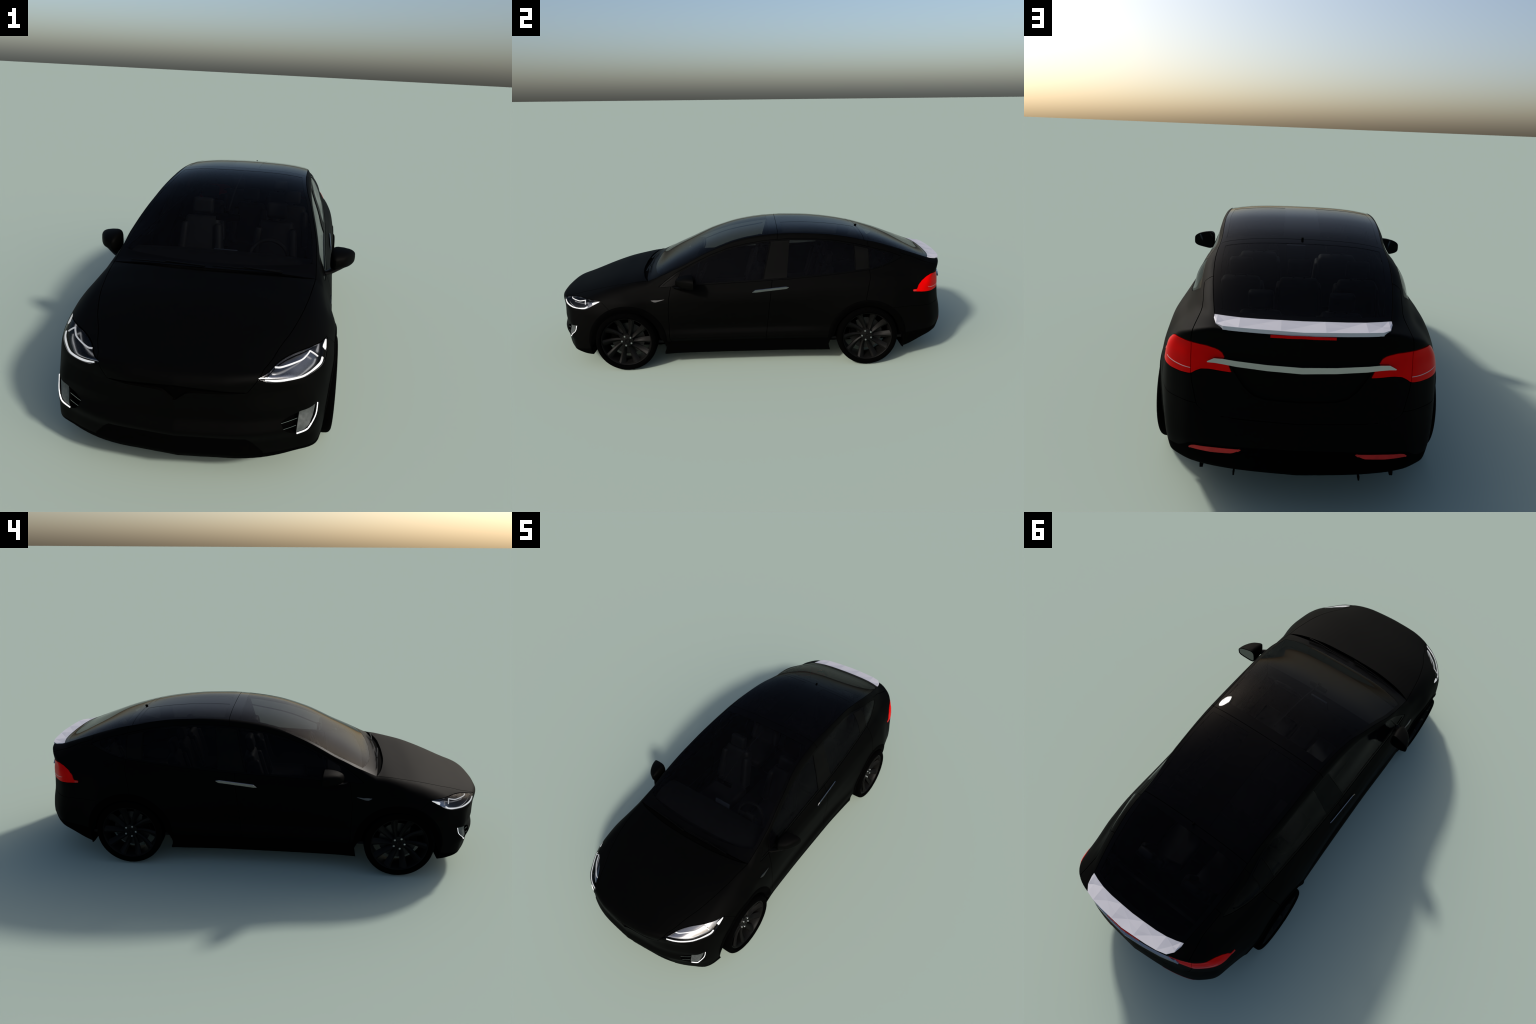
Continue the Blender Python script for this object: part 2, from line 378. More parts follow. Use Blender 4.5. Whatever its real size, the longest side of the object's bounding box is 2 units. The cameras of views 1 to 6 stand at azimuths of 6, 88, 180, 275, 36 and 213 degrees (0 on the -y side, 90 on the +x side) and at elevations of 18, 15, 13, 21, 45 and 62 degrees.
skin.carve("pillar_trim", lambda P: np.maximum(np.maximum(in_band(P) - .001, np.abs(slant(P, .105, .442, .131, .617)) - .075), -slant(P, .052, .442, .085, .580)), on=("window_surround",), gap=.0006)
skin.carve("pillar_trim", lambda P: np.maximum(in_band(P) - .001, np.abs(P[:, 1] - .540) - .034), on=("window_surround",), gap=.0006)

# --- lamps
headlamp = spline([wrap_front(np.array([p]))[0] for p in [(.363, -.738, .352), (.349, -.774, .3535), (.326, -.811, .354), (.280, -.861, .350), (.247, -.896, .343), (.224, -.923, .335), (.207, -.945, .329), (.200, -.956, .324),
    (.219, -.957, .316), (.238, -.953, .310), (.282, -.922, .308), (.319, -.881, .304), (.338, -.853, .305), (.356, -.823, .309), (.364, -.797, .320), (.365, -.765, .338)]], 4, True)
skin.carve("headlight", polygon_field(wrap_front, headlamp, lambda P: P[:, 1] < -.70), on=("body", "hood", "panel_gap"), gap=.0009)
taillamp = [wrap_back(np.array([p]))[0] for p in [(.313, .885, .441), (.300, .898, .4415), (.266, .925, .440), (.225, .940, .438), (.200, .946, .433), (.187, .949, .426), (.181, .952, .416), (.170, .957, .398), (.163, .960, .381),
    (.188, .955, .381), (.218, .948, .382), (.239, .942, .379), (.251, .937, .372), (.264, .932, .362), (.293, .913, .358), (.320, .888, .357), (.346, .838, .360), (.351, .793, .363), (.352, .788, .368), (.350, .790, .374), (.347, .809, .375), (.339, .815, .396), (.332, .834, .415), (.322, .862, .432)]]
skin.carve("taillight", polygon_field(wrap_back, taillamp, lambda P: P[:, 1] > .72), gap=.0009)
skin.carve("taillight_inner", lambda P: P[:, 0] - .265, on=("taillight",), gap=.0007)
skin.carve("license_recess", polygon_field(face, [(-.05, .398), (.167, .398), (.151, .371), (.135, .348), (.112, .329), (.085, .3215), (.05, .320), (-.05, .320)], at_back))
fog = [(.350, .224), (.307, .217), (.303, .152), (.325, .160), (.337, .174), (.345, .195)]
skin.carve("fog_light", polygon_field(face, fog, at_front), gap=.0006)
skin.carve("fog_recess", polygon_field(face, [(.306, .216), (.285, .209), (.262, .196), (.272, .172), (.284, .162), (.302, .152)], at_front))
skin.carve("lower_grille", polygon_field(face, [(-.05, .160), (.08, .159), (.178, .155), (.196, .138), (.222, .108), (.222, .070), (-.05, .05)], at_front))
skin.carve("rear_reflector", polygon_field(face, [(.266, .178), (.262, .184), (.254, .188), (.203, .193), (.140, .197), (.137, .195), (.158, .184), (.208, .179)], at_back))

# --- black lower cladding
lower_line = curve([(-1.0, .10), (-.80, .112), (-.75, .13), (-.43, .141), (.06, .141), (.38, .142), (.74, .152), (.80, .156), (.922, .168), (.943, .181), (.955, .193), (.983, .202), (1.0, .209)])
skin.carve("lower_cladding", lambda P: P[:, 2] - lower_line(P[:, 1]))
# --- painted panels
front_door = polygon_field(side, [(-.395, .440), (-.399, .408), (-.408, .36), (-.412, .312), (-.412, .164), (-.404, .130), (.058, .130), (.070, .230), (.079, .321), (.095, .442), (.095, .470)], flank)
skin.carve("front_door", front_door, gap=.0011)
rear_door = polygon_field(side, [(.058, .130), (.070, .230), (.079, .321), (.095, .442), (.124, .615), (.127, .70), (.576, .70), (.576, .438), (.563, .397), (.553, .348), (.552, .25), (.44, .13)], flank)
skin.carve("rear_door", rear_door, gap=.0011)
skin.carve("front_bumper", lambda P: np.maximum(P[:, 1] - (-.737 + (.352 - P[:, 2]) * 1.15), P[:, 2] - np.interp(P[:, 1], [-1, -.955, -.93, -.74], [.34, .329, .327, .350])), gap=.0008)
gate_side = curve([(.20, .20), (.269, .16), (.272, .215), (.278, .232), (.288, .247), (.313, .255), (.36, .264), (.44, .266), (.47, .262), (.50, .252), (.54, .262), (.60, .27)])
skin.carve("tailgate", lambda P: np.maximum.reduce([P[:, 0] - gate_side(P[:, 2]), .270 - P[:, 2], .74 + (P[:, 2] - .54).clip(0) * 0 - P[:, 1]]), gap=.0011)
skin.carve("rear_bumper", lambda P: np.maximum(P[:, 2] - np.interp(P[:, 1], [.75, .88, .95], [.294, .288, .292]), .66 - P[:, 1]), gap=.0008)
skin.carve("roof_rail", lambda P: np.where((P[:, 1] > -.46), .0, 1) + .43 + np.interp(P[:, 1], [-.46, -.2, .127, .6, .75], [-.01, .08, .14, .11, .08]) - P[:, 2] + np.where(P[:, 1] > .70, 1, 0))
skin.carve("front_fender", lambda P: P[:, 1] + .2)
skin.lab[skin.lab == "body"] = "rear_quarter_panel"

NORMALS = surface_normal(skin.V, 4e-3)
def top_normal(P, e=2e-3, ey=.03):
    x, y = np.abs(P[:, 0]), P[:, 1]
    n = np.stack([-(top(x + e, y) - top(x - e, y)) / (2 * e), -(top(x, y + ey) - top(x, y - ey)) / (2 * ey), np.ones(len(P))], -1)
    n[np.abs(P[:, 0]) < 1e-6, 0] = 0
    return n / np.linalg.norm(n, axis=1, keepdims=True)
TOP_NORMALS = top_normal(skin.V)

TOP_SHEETS = ("windshield", "windshield_base", "roof_glass", "rear_window", "windshield_pane", "roof_pane", "rear_pane")
def build_skin_part(label, name, mat, centre=False, sink=0., lip=.007, kind=None, parent=car, dome=None):
    """turn the labelled triangles into objects: one across the middle, or a right and a left one"""
    T = skin.T[skin.lab == label]
    if not len(T): return []
    used, inv = np.unique(T, return_inverse=True); F = inv.reshape(-1, 3)
    V = skin.V[used]; N = (TOP_NORMALS if label in TOP_SHEETS else NORMALS)[used]
    e = np.concatenate([F[:, [0, 1]], F[:, [1, 2]], F[:, [2, 0]]]); key = np.sort(e, 1)
    u, first, cnt = np.unique(key, axis=0, return_index=True, return_counts=True)
    rim = e[first[cnt == 1]]
    V = V - N * sink
    rim = rim[~((np.abs(V[rim[:, 0], 0]) < 1e-6) & (np.abs(V[rim[:, 1], 0]) < 1e-6))]
    n = len(V); parts_v = [V]; parts_n = [N]; FF = [tuple(f) for f in F]
    if lip and len(rim):
        a, b = rim[:, 0], rim[:, 1]
        d = V[b] - V[a]; out = np.cross(d, N[a]); out /= np.linalg.norm(out, axis=1, keepdims=True) + 1e-12
        quad = np.stack([V[a], V[b], V[b] - N[b] * lip, V[a] - N[a] * lip], 1).reshape(-1, 3)
        parts_v.append(quad); parts_n.append(np.repeat(out, 4, 0))
        FF += [(n + 4 * i + 1, n + 4 * i, n + 4 * i + 3, n + 4 * i + 2) for i in range(len(rim))]
    V = np.vstack(parts_v); N = np.vstack(parts_n)
    ML = V * [-1, 1, 1]; NL = N * [-1, 1, 1]; FL = [tuple(reversed(f)) for f in FF]
    if centre:
        m = len(V)
        VV = np.vstack([V, ML]); NN = np.vstack([N, NL]); F2 = FF + [tuple(i + m for i in f) for f in FL]
        return [add(name, to_mesh(name, VV, F2, True, NN), mat, parent, kind)]
    return [add(name, to_mesh(name, V, FF, True, N), mat, parent, kind), add(name, to_mesh(name, ML, FL, True, NL), mat, parent, kind)]

for label, mat, centre, sink, lip in [
    ("hood", PAINT, True, 0, .010), ("front_bumper", PAINT, True, 0, .012), ("front_fender", PAINT, False, 0, .012), ("front_door", PAINT, False, 0, .008),
    ("rear_door", PAINT, False, 0, .008), ("rear_quarter_panel", PAINT, False, 0, .012), ("tailgate", PAINT, True, 0, .012), ("rear_bumper", PAINT, True, 0, .010),
    ("roof_rail", PAINT, False, 0, .006), ("nose_slot", TRIM, True, .008, 0), ("cowl", TRIM, True, .010, 0), ("windshield", FRIT, True, .0008, .004), ("windshield_base", WIND_FRIT, True, .0008, .004),
    ("roof_glass", FRIT, True, .0008, .004), ("rear_window", FRIT, True, .0008, .004), ("windshield_pane", GLASS, True, .0014, .002), ("roof_pane", ROOF_GLASS, False, .0014, .002),
    ("rear_pane", GLASS, True, .0014, .002), ("window_surround", GLOSS_TRIM, False, .0015, .006), ("front_window", SIDE_GLASS, False, .004, .002), ("vent_window", GLOSS_TRIM, False, .004, .002),
    ("pillar_trim", PILLAR, False, .002, .004), ("rear_side_window", SIDE_GLASS, False, .0025, .002), ("quarter_window", SIDE_GLASS, False, .002, .002), ("license_recess", PAINT, True, .006, 0), ("fog_recess", TRIM, False, .014, 0),
    ("lower_grille", TRIM, True, .001, .008), ("rear_reflector", RED_DULL, False, -.001, .006), ("lower_cladding", TRIM, True, .0, .010), ("underbody", TRIM, True, 0, 0),
    ("fog_light", FOG, False, .003, .004), ("taillight", RED, False, -.001, .008), ("taillight_inner", RED, False, -.0005, .008)]:
    build_skin_part(label, {"taillight_inner": "taillight", "windshield": "windshield_border", "windshield_base": "windshield_border", "windshield_pane": "windshield_glass", "roof_pane": "roof_window_glass", "rear_pane": "rear_window_glass"}.get(label, label), mat, centre, sink, lip)
gap_ob = build_skin_part("panel_gap", "panel_gap", TRIM, True, .004, 0)

# headlights: reflector bowl, lens, light strips
bowls = build_skin_part("headlight", "headlight", DARK_CHROME, False, .018, 0)
lenses = build_skin_part("headlight", "lens", LENS, False, .0006, .012)
for o, p in zip(lenses, bowls): o.parent = p

def on_skin(P, lift=0.):
    P = np.array(P, float)
    for _ in range(4):
        n = surface_normal(P); P = P - n * body(P)[:, None]
    n = surface_normal(P)
    return P + n * lift, n

def ribbon(pts, width, thick, lift=0., seg=6, taper=None, pitch=None, bevel=.8):
    """a bar of rectangular section laid along the skin through the given points"""
    c = spline(pts, seg) if seg > 1 else np.asarray(pts, float)
    c, n = on_skin(c, lift)
    if pitch is not None:  # face turned up or down from the skin
        n[:, 2] = pitch; n /= np.linalg.norm(n, axis=1, keepdims=True)
    t = np.gradient(c, axis=0); t /= np.linalg.norm(t, axis=1, keepdims=True)
    s = np.cross(t, n); s /= np.linalg.norm(s, axis=1, keepdims=True)
    w = (np.full(len(c), width) if taper is None else width * np.interp(np.linspace(0, 1, len(c)), *taper))[:, None] / 2
    ring = np.stack([c - s * w, c - s * w * bevel + n * thick, c + s * w * bevel + n * thick, c + s * w], 1)
    V = ring.reshape(-1, 3); F = []
    for i in range(len(c) - 1):
        for k in range(4):
            F.append((4 * i + k, 4 * i + (k + 1) % 4, 4 * i + 4 + (k + 1) % 4, 4 * i + 4 + k))
    F += [(0, 1, 2, 3)[::-1], tuple(4 * (len(c) - 1) + k for k in range(4))]
    return V, F

def tagged(obs, parents):
    for o, p in zip(obs, parents): o.parent = p

tagged(both_sides("light_strip", *ribbon([(.221, -.956, .319), (.250, -.944, .3135), (.300, -.905, .3105), (.321, -.880, .309), (.340, -.853, .311), (.356, -.823, .316), (.3605, -.806, .325)], .0050, .003, -.006, taper=([0, .12, .2, .6, .75, 1], [.6, .9, 1, .8, 1.3, 1.1])), LED), bowls)
tagged(both_sides("light_strip", *ribbon([(.238, -.910, .338), (.258, -.901, .338), (.302, -.861, .3395), (.317, -.838, .345), (.324, -.822, .350)], .0040, .003, -.006), STRIP), bowls)
tagged(both_sides("light_strip", *ribbon([(.325, -.823, .350), (.336, -.821, .341), (.346, -.819, .333)], .0035, .003, -.006), STRIP), bowls)
tagged(both_sides("light_strip", *ribbon([(.3635, -.745, .349), (.3645, -.763, .345), (.3640, -.780, .3395)], .013, .003, -.005, taper=([0, .8, 1], [.15, 1, .9])), LED), bowls)
both_sides("fog_light_strip", *ribbon([(.349, -.865, .223), (.3455, -.872, .196), (.337, -.893, .1755), (.325, -.902, .1615), (.304, -.912, .1535)], .0019, .003, -.001), LED)
both_sides("fog_fin", *ribbon([(.252, -.938, .189), (.278, -.925, .193), (.303, -.906, .197)], .0013, .004, -.006), CHROME)
both_sides("fog_fin", *ribbon([(.267, -.936, .174), (.285, -.930, .177), (.302, -.917, .180)], .0013, .004, -.006), CHROME)
both_sides("taillight_strip", *ribbon([(.334, .868, .381), (.325, .882, .378), (.308, .899, .3755), (.288, .917, .375), (.266, .931, .3765)], .0022, .0012, .0005, taper=([0, .3, 1], [.4, 1, .8])), DIMMED_STRIP)
for sx, o in zip((1, -1), both_sides("side_marker", *ribbon([(.3515, .790, .3685), (.350, .806, .3675)], .009, .002, .0005, seg=2), RED_DULL)): pass

# door handles, fender vents
both_sides("door_handle", *ribbon([(.371, -.004, .384), (.371, .012, .3885), (.370, .085, .3955), (.3665, .160, .4015), (.364, .174, .404)], .014, .003, 0, seg=1, taper=([0, .25, .5, .75, 1], [.12, 1, 1, 1, .15]), pitch=-.10), HANDLE, smooth=0)
both_sides("side_badge", *ribbon([(.374, -.493, .353), (.376, -.470, .350), (.375, -.430, .357)], .014, .002, 0, seg=3, taper=([0, .4, 1], [.15, 1, .1])), BADGE)

# chrome bar across the tailgate
half = [(.221, .946, .4015), (.204, .948, .406), (.182, .952, .4065), (.150, .958, .4055), (.078, .969, .4045), (.0, .974, .4045)]
bar = half + [(-x, y, z) for x, y, z in half[-2::-1]]
v, f = ribbon(bar, .021, .009, -.001, seg=1, taper=([0, .05, .12, .25, .5, .75, .88, .95, 1], [.15, .6, .75, .85, 1, .85, .75, .6, .15]), bevel=.72)
add("tailgate_bar", to_mesh("tailgate_bar", v, f, smooth=False), CHROME)

# spoiler: faceted light grey blade above the tailgate edge
def spoiler():
    xs = np.array([-.214, -.206, -.187, -.15, -.105, -.052, 0, .052, .105, .15, .187, .206, .214])
    rows = []
    for t, up in ((0, .0005), (.5, .003), (1, .007)):
        y = spoiler_front(np.abs(xs)) * (1 - t) + np.maximum(spoiler_back(np.abs(xs)), spoiler_front(np.abs(xs)) + .004) * t
        rows.append(np.stack([xs, y, top(xs, y) + up * np.clip((.216 - np.abs(xs)) / .035, 0, 1)], -1))
    r = rows[-1]; rows.append(r + [0, -.001, -.010]); rows.append(rows[0] * [.98, 1, 1] + [0, .01, -.012])
    wob = np.array([0, 1, -1, .6, -1, 1, -.7, 1, -.6, 1, -1, .5, 0]) * .0011
    rows[1][:, 2] += wob; rows[1][:, 1] += np.array([0, 1, -1, 1, -1, 1, -1, 1, -1, 1, -1, 1, 0]) * .006
    V = np.vstack(rows); n = len(xs); F = []
    for i in range(4):
        for j in range(n - 1):
            a, b, c, d = i * n + j, i * n + j + 1, (i + 1) * n + j + 1, (i + 1) * n + j
            if i < 2: F += [(a, b, c), (a, c, d)] if (i + j) % 2 else [(a, b, d), (b, c, d)]
            else: F.append((a, b, c, d))
    for j in range(n - 1): F.append((4 * n + j, 4 * n + j + 1, j + 1, j))
    F += [tuple(i * n for i in range(5)), tuple(i * n + n - 1 for i in range(5))[::-1]]
    return V, F
v, f = spoiler(); add("spoiler", to_mesh("spoiler", v, f, smooth=False), SPOILER)

def box(c, s):
    c = np.array(c, float); s = np.array(s, float) / 2
    V = np.array([(x, y, z) for x in (-1, 1) for y in (-1, 1) for z in (-1, 1)]) * s + c
    return V, [(0, 1, 3, 2), (4, 6, 7, 5), (0, 4, 5, 1), (2, 3, 7, 6), (0, 2, 6, 4), (1, 5, 7, 3)]

def rounded_box(c, s, bevel=.01, seg=3, turn=None):
    import bmesh
    bm = bmesh.new(); bmesh.ops.create_cube(bm, size=1)
    bmesh.ops.scale(bm, vec=s, verts=bm.verts)
    bmesh.ops.bevel(bm, geom=list(bm.edges), offset=bevel, segments=seg, profile=.6, affect="EDGES")
    V = np.array([v.co[:] for v in bm.verts]); F = [tuple(v.index for v in f.verts) for f in bm.faces]; bm.free()
    if turn:
        ax, a = turn; ca, sa = math.cos(a), math.sin(a)
        R = {"x": [[1, 0, 0], [0, ca, -sa], [0, sa, ca]], "y": [[ca, 0, sa], [0, 1, 0], [-sa, 0, ca]], "z": [[ca, -sa, 0], [sa, ca, 0], [0, 0, 1]]}[ax]
        V = V @ np.array(R).T
    return V + np.array(c), F

def part(name, vf, mat, parent=car, smooth=40, kind=None):
    me = to_mesh(name, *vf)
    smooth_by_angle(me, smooth)
    return add(name, me, mat, parent, kind)

v, f = ribbon([(-.075, .971, .4795), (0, .975, .4795), (.075, .971, .4795)], .007, .003, -.001, seg=3)
part("brake_light", (v, f), RED)
# small roof camera bump
part("roof_antenna", rounded_box((0, .559, .630), (.007, .013, .008), .003, 2), TRIM)

# ---------------------------------------------------------------- door mirrors
def mirror_shell():
    ts = np.linspace(0, 1, 15); n = 28; a = np.arange(n) * 2 * math.pi / n
    rings = []
    for t in ts:
        k = math.sin(min(1, t * 1.08) * math.pi / 2) ** .55 if t > 0 else .05
        cx = .400 + .011 * t; cz = .452; w = .041 * (.30 + .70 * k); h = .038 * (.28 + .72 * k)
        cu = np.sign(np.cos(a)) * np.abs(np.cos(a)) ** .5; sv = np.sign(np.sin(a)) * np.abs(np.sin(a)) ** .5
        x = cu * w + cx
        u = np.clip((x - .365) / .083, 0, 1.05)
        low = .405 + .022 * u; high = .487 - .012 * u ** 2.2
        z = (low + high) / 2 + sv * (high - low) / 2 * (h / .038)
        y = -.374 + .088 * t + (.045 * (x - .37) / .08) * (1 - t) + .012 * (x - .37) / .08 * t
        rings.append(np.stack([x, y, z], -1))
    last = rings[-1]; c = last.mean(0)
    rings.append(c + (last - c) * .93 + [0, .002, 0]); rings.append(c + (last - c) * .88 + [0, -.004, 0])
    V = np.vstack(rings); m = len(rings); F = []
    for i in range(m - 1):
        for j in range(n): F.append((i * n + j, i * n + (j + 1) % n, (i + 1) * n + (j + 1) % n, (i + 1) * n + j))
    F.append(tuple(range(n))[::-1])
    glass = (last - c) * .90 + c + [0, -.001, 0]
    return V, F, (glass, [tuple(range(n))])
v, f, g = mirror_shell()
SHIFT = np.array([-.002, -.006, -.004]); v = v + SHIFT; g = (g[0] + SHIFT, g[1])
shells = both_sides("door_mirror", v, f, PAINT, smooth=40)
tagged(both_sides("mirror_glass", *g, principled("mirror_silver", (.12, .13, .13), .05, 1, noise=.02)), shells)  # silver tinted dark to hold the shadowed look seen from behind
def tube(pts, radii, n=10, seg=5, squash=1.):
    c = spline(pts, seg) if seg > 1 else np.asarray(pts, float)
    r = np.interp(np.linspace(0, 1, len(c)), np.linspace(0, 1, len(radii)), radii)
    t = np.gradient(c, axis=0); t /= np.linalg.norm(t, axis=1, keepdims=True)
    up = np.array([0, 0, 1.0]) if abs(t[:, 2]).max() < .9 else np.array([0, 1.0, 0])
    s = np.cross(t, up); s /= np.linalg.norm(s, axis=1, keepdims=True); w = np.cross(s, t)
    a = np.arange(n) * 2 * math.pi / n
    V = (c[:, None] + r[:, None, None] * (np.cos(a)[None, :, None] * s[:, None] + squash * np.sin(a)[None, :, None] * w[:, None])).reshape(-1, 3)
    F = [(i * n + j, i * n + (j + 1) % n, (i + 1) * n + (j + 1) % n, (i + 1) * n + j) for i in range(len(c) - 1) for j in range(n)]
    F += [tuple(range(n))[::-1], tuple((len(c) - 1) * n + j for j in range(n))]
    return V, F
tagged(both_sides("mirror_stalk", *tube([(.345, -.378, .413), (.362, -.368, .414), (.385, -.345, .420), (.405, -.325, .428)], [.016, .013, .014, .016], 10, 4, .55), GLOSS_TRIM), shells)

# ---------------------------------------------------------------- wheels
def lathe(profile, n=96, axis_x=True):
    p = np.asarray(profile, float); a = np.arange(n) * 2 * math.pi / n
    V = np.stack([np.repeat(p[:, 0], n), np.outer(p[:, 1], np.cos(a)).ravel(), np.outer(p[:, 1], np.sin(a)).ravel()], -1)
    F = [(i * n + j, i * n + (j + 1) % n, (i + 1) * n + (j + 1) % n, (i + 1) * n + j) for i in range(len(p) - 1) for j in range(n)]
    return V, F

# x is measured outwards from the tyre's middle plane
tyre = lathe(spline([(-.046, .116), (-.052, .126), (-.051, .138), (-.044, .1465), (-.030, .149), (0, .149), (.030, .149), (.044, .1465), (.051, .138), (.0515, .128), (.043, .1215)], 4), 120)
tread = [lathe([(x - .0022, .1493), (x - .0018, .1475), (x + .0018, .1475), (x + .0022, .1493)], 96) for x in (-.024, -.008, .008, .024)]
barrel = lathe([(.042, .1205), (.043, .1218), (.0432, .1205), (.040, .1175), (.030, .114), (.006, .109), (-.030, .110), (-.046, .113), (-.048, .117)], 120)
hub = lathe([(x - .003, r) for x, r in ((.012, .0), (.030, .0), (.031, .006), (.034, .0075), (.034, .0115), (.031, .013), (.029, .020), (.027, .030), (.020, .034), (.006, .034), (.006, .0))], 60)
def spoke(a0):
    ts = np.linspace(0, 1, 14); V = []
    for t in ts:
        r = .024 + t * .0925
        ang = a0 - .16 * (1 - t) ** 1.5
        w = (.0082 + .0088 * t ** 1.2); thick = .016 - .005 * t
        x = .023 + .017 * t ** 1.4 - .006 * math.sin(math.pi * t)
        er = np.array([0, math.cos(ang), math.sin(ang)]); et = np.array([0, -math.sin(ang), math.cos(ang)]); ex = np.array([1, 0, 0])
        c = er * r
        for du, dx in ((-1, -thick * .6), (-.92, -.003), (-.35, .0015), (.1, -.0005), (.55, -.005), (1, -.010), (1.0, -thick)):
            V.append(c + et * du * w + ex * (x + dx))
    n = 7; F = [(i * n + j, i * n + (j + 1) % n, (i + 1) * n + (j + 1) % n, (i + 1) * n + j) for i in range(len(ts) - 1) for j in range(n)]
    F += [tuple(range(n))[::-1], tuple((len(ts) - 1) * n + j for j in range(n))]
    return np.array(V), F
NSPOKES = 10
rim_vf = merge(barrel, hub, *[spoke(2 * math.pi * k / NSPOKES + .06) for k in range(NSPOKES)])
bolt = lathe([(.023, .0047), (.0295, .0047), (.0305, .004), (.0310, .0)], 12)
disc = lathe([(-.014, .030), (-.014, .081), (-.006, .082), (-.006, .030), (.002, .028), (.002, .0)], 64)
caliper = rounded_box((-.006, -.064, .030), (.026, .030, .070), .006, 2)
X_WHEEL = .350
def mesh_pair(name, vf, ang=30):
    out = []
    for q in (vf, mirrored(*vf)):
        me = to_mesh(name, *q); smooth_by_angle(me, ang); out.append(me)
    return out
M = {k: mesh_pair(k, vf, a) for k, vf, a in [("wheel_rim", rim_vf, 35), ("tyre", merge(tyre, *tread), 40), ("lug_bolt", bolt, 40), ("brake_disc", disc, 30), ("brake_caliper", caliper, 40)]}
for cy, cz in WHEELS:
    for s, i in ((1, 0), (-1, 1)):
        w = add("wheel", M["wheel_rim"][i], RIM, car, loc=(s * X_WHEEL, cy, cz))
        add("tyre", M["tyre"][i], RUBBER, w); add("brake_disc", M["brake_disc"][i], DISC, w); add("brake_caliper", M["brake_caliper"][i], TRIM, w)
        for k in range(5):
            a = 2 * math.pi * k / 5 + .716
            add("lug_bolt", M["lug_bolt"][i], STEEL, w, loc=(0, .0245 * math.cos(a), .0245 * math.sin(a)))

def arch_liner(cy, cz, r):
    """dark inner fender: a tunnel from the arch lip inwards, closed at its inner end"""
    a = np.linspace(-.33, math.pi + .33, 49)
    c = np.stack([cy + np.cos(a) * (r + .002), cz + np.sin(a) * (r + .002)], -1)
    xo = half_width(c[:, 0], np.clip(c[:, 1], .06, 1)) - .0012
    rows = [np.stack([xo, c[:, 0], c[:, 1]], -1)]
    k = np.clip((np.sin(a) + .20) / .35, 0, 1)  # the flange fades out towards the sill
    ci = np.stack([cy + np.cos(a) * (r - .012 * k), cz + np.sin(a) * (r - .012 * k)], -1)
    rows[0][:, 0] += .002 * k
    cm = np.stack([cy + np.cos(a) * (r - .003 * k), cz + np.sin(a) * (r - .003 * k)], -1)
    rows.append(np.stack([xo + .005 * k, cm[:, 0], cm[:, 1]], -1))
    rows.append(np.stack([xo + .006 * k, ci[:, 0], ci[:, 1]], -1))
    ci = np.stack([cy + np.cos(a) * (r - .031 * k), cz + np.sin(a) * (r - .031 * k)], -1)
    rows.append(np.stack([xo - .002, ci[:, 0], ci[:, 1]], -1))
    co = np.stack([cy + np.cos(a) * (r + .006), cz + np.sin(a) * (r + .006)], -1)
    rows.append(np.stack([xo - .050, ci[:, 0], ci[:, 1]], -1))
    rows.append(np.stack([xo - .060, co[:, 0], co[:, 1]], -1))
    rows.append(np.stack([np.full(len(a), .235), co[:, 0], co[:, 1]], -1))
    V = np.vstack(rows); n = len(a)
    F = [(i * n + j, i * n + j + 1, (i + 1) * n + j + 1, (i + 1) * n + j) for i in range(6) for j in range(n - 1)]
    F.append(tuple(6 * n + j for j in range(n)))
    return V, F
for cy, cz, r in ARCHES: both_sides("wheel_arch_liner", *arch_liner(cy, cz, r), TRIM)
axle = [tube([(-.33, cy, .145), (.33, cy, .145)], [.014, .014], 10, 1) for cy, _ in WHEELS]
part("axle", merge(*axle), TRIM)

# flaps ahead of the front wheels and behind the rear wheels, fins of the diffuser
both_sides("air_flap", *merge(box((.335, -.800, .092), (.045, .006, .020)), box((.325, .752, .085), (.05, .006, .03))), TRIM)
both_sides("diffuser_fin", *merge(box((.156, .930, .103), (.004, .02, .011)), box((.240, .905, .106), (.008, .02, .012))), TRIM)

# wipers
def wiper(pts, arm):
    c, n = on_skin(spline(pts, 6), .004); b, _ = on_skin(spline(arm, 5), .007)
    return merge(tube(c, [.0016, .0022, .0016], 6, 1), tube(b, [.0032, .0022], 6, 1))
part("wiper", wiper([(-.265, -.520, .47), (-.16, -.532, .48), (-.03, -.536, .485)], [(-.02, -.546, .48), (-.08, -.540, .48), (-.15, -.531, .48)]), GLOSS_TRIM)
part("wiper", wiper([(.0, -.533, .485), (.10, -.532, .48), (.215, -.519, .47)], [(.22, -.534, .47), (.16, -.534, .47), (.10, -.530, .48)]), GLOSS_TRIM)

# ---------------------------------------------------------------- cabin
part("cabin_floor", merge(box((0, .12, .125), (.68, 1.25, .012)), box((0, -.50, .25), (.60, .012, .25)), box((0, .80, .24), (.56, .012, .24))), CABIN)
def dashboard():
    xs = np.linspace(-.30, .30, 13); rows = []
    for y0, z0 in ((-.47, .30), (-.47, .435), (-.42, .455), (-.34, .452), (-.31, .44), (-.305, .40), (-.32, .33)):
        rows.append(np.stack([xs, y0 + .25 * xs ** 2 * (1 if y0 < -.4 else .2), np.minimum(z0 - .10 * xs ** 2, top(xs, np.full(13, y0)) - .03)], -1))
    V = np.vstack(rows); n = 13
    return V, [(i * n + j, i * n + j + 1, (i + 1) * n + j + 1, (i + 1) * n + j) for i in range(6) for j in range(12)]
part("dashboard", dashboard(), CABIN)
part("centre_screen", rounded_box((0, -.298, .385), (.085, .008, .11), .003, 2, ("x", -.25)), SCREEN)
part("centre_console", rounded_box((0, -.08, .20), (.09, .36, .11), .015, 3), CABIN)
wheel_a = np.linspace(0, 2 * math.pi, 33)[:-1]
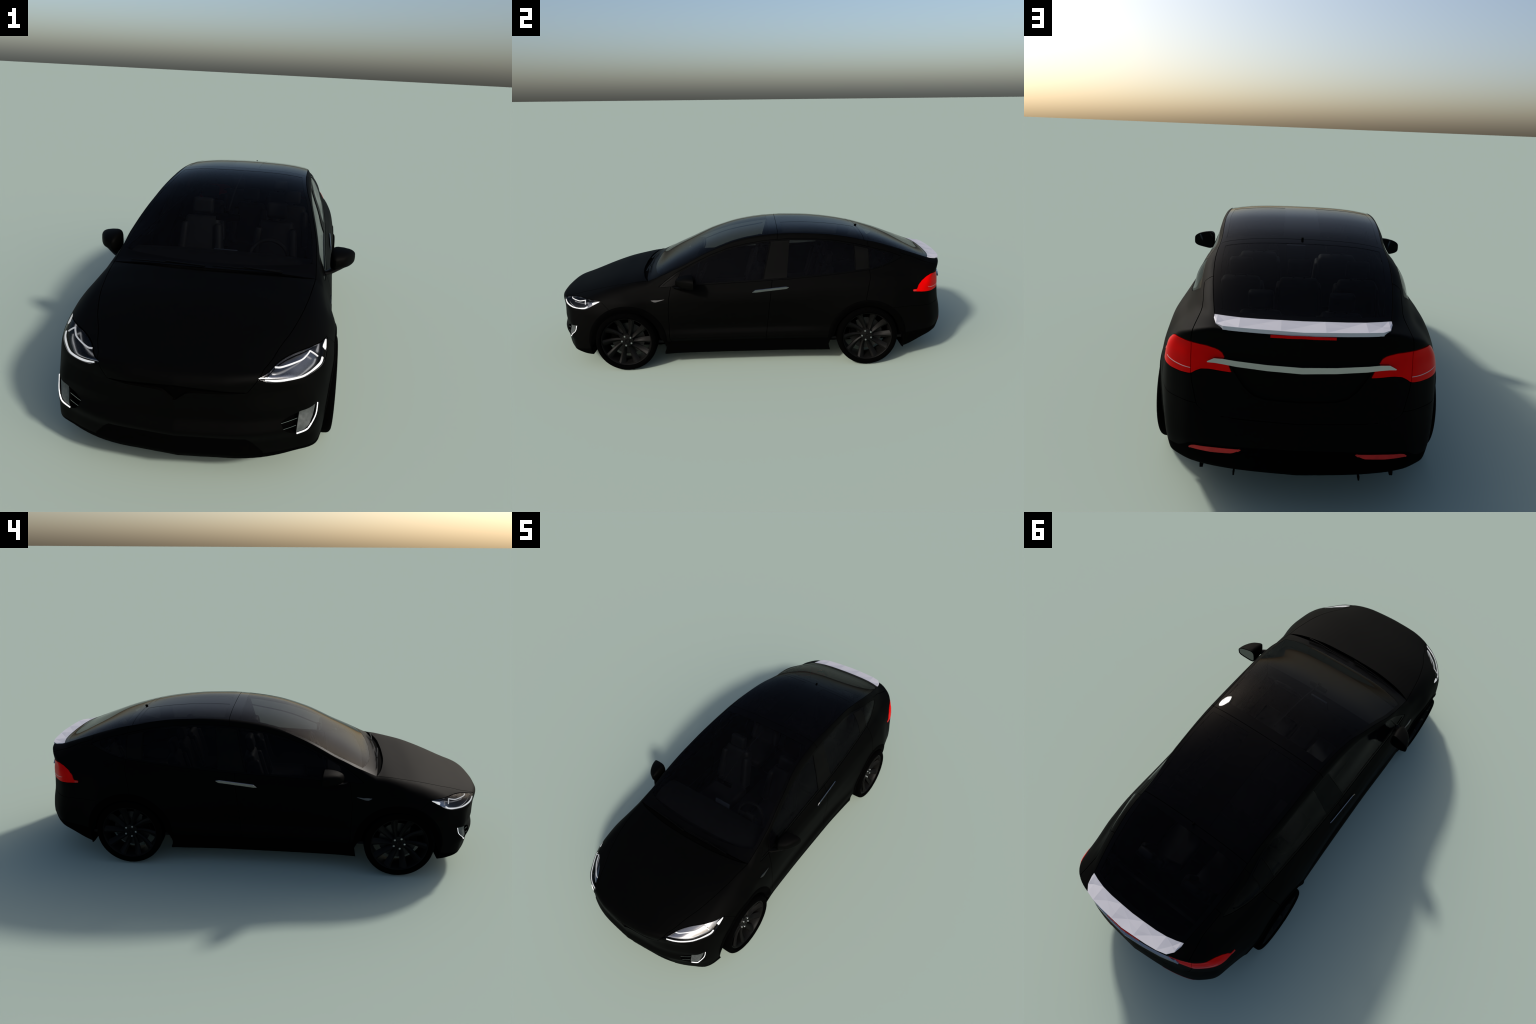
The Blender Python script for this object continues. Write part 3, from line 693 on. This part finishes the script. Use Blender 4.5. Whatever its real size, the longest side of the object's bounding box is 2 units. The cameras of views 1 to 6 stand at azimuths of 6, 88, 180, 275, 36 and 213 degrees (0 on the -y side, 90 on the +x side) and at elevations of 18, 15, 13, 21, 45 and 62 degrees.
def steering():
    R, r, n, m = .070, .0065, 32, 10
    V = []; 
    for a in np.arange(n) * 2 * math.pi / n:
        for b in np.arange(m) * 2 * math.pi / m:
            V.append(((R + r * math.cos(b)) * math.cos(a), r * math.sin(b), (R + r * math.cos(b)) * math.sin(a)))
    F = [(i * m + j, i * m + (j + 1) % m, ((i + 1) % n) * m + (j + 1) % m, ((i + 1) % n) * m + j) for i in range(n) for j in range(m)]
    V, F = merge((np.array(V), F), rounded_box((0, -.006, 0), (.05, .016, .04), .006, 2), box((0, -.004, .0), (.135, .006, .014)), box((0, -.004, -.035), (.014, .006, .065)))
    a = -.45; R_ = np.array([[1, 0, 0], [0, math.cos(a), -math.sin(a)], [0, math.sin(a), math.cos(a)]])
    return V @ R_.T + [.150, -.262, .405], F
part("steering_wheel", steering(), CABIN)

def turn_x(vf, a, c): 
    R_ = np.array([[1, 0, 0], [0, math.cos(a), -math.sin(a)], [0, math.sin(a), math.cos(a)]]); return vf[0] @ R_.T + c, vf[1]
def seat_mesh(w):
    cushion = rounded_box((0, -.02, 0), (w, .20, .055), .02, 4)
    back = turn_x(merge(rounded_box((0, 0, .115), (w * .92, .05, .23), .022, 4), *[rounded_box((s * w * .43, -.014, .11), (.035, .055, .18), .015, 3) for s in (1, -1)]), -.28, (0, .085, .005))
    head = turn_x(merge(rounded_box((0, -.004, .270), (.085, .036, .065), .016, 4), rounded_box((.02, 0, .232), (.008, .008, .04), .003, 1), rounded_box((-.02, 0, .232), (.008, .008, .04), .003, 1)), -.24, (0, .085, .005))
    back = (back[0] * np.where(np.arange(3) == 0, (1 - .9 * np.clip(back[0][:, 2:3] - .03, 0, .4)), 1), back[1])
    a = to_mesh("seat", *merge(cushion, back)); smooth_by_angle(a, 50); b = to_mesh("headrest", *head); smooth_by_angle(b, 50)
    return a, b
SM, HM = seat_mesh(.185)
for x, y, z, k in [(.15, -.10, .245, 1), (-.15, -.10, .245, 1), (.19, .26, .26, .9), (0, .26, .26, .9), (-.19, .26, .26, .9), (.11, .60, .27, .82), (-.11, .60, .27, .82)]:
    s = add("seat", SM, SEAT, car, loc=(x, y, z)); s.scale = (k, k, k)
    add("headrest", HM, SEAT, s)
part("rear_view_mirror", merge(rounded_box((0, -.262, .548), (.085, .012, .026), .005, 3), tube([(0, -.262, .556), (0, -.272, .568)], [.006, .006], 8, 2)), GLOSS_TRIM)
part("sun_visor_arm", tube([(.0, -.258, .565), (.0, -.12, .615), (0, .06, .650)], [.003, .003, .003], 6, 6), CABIN)
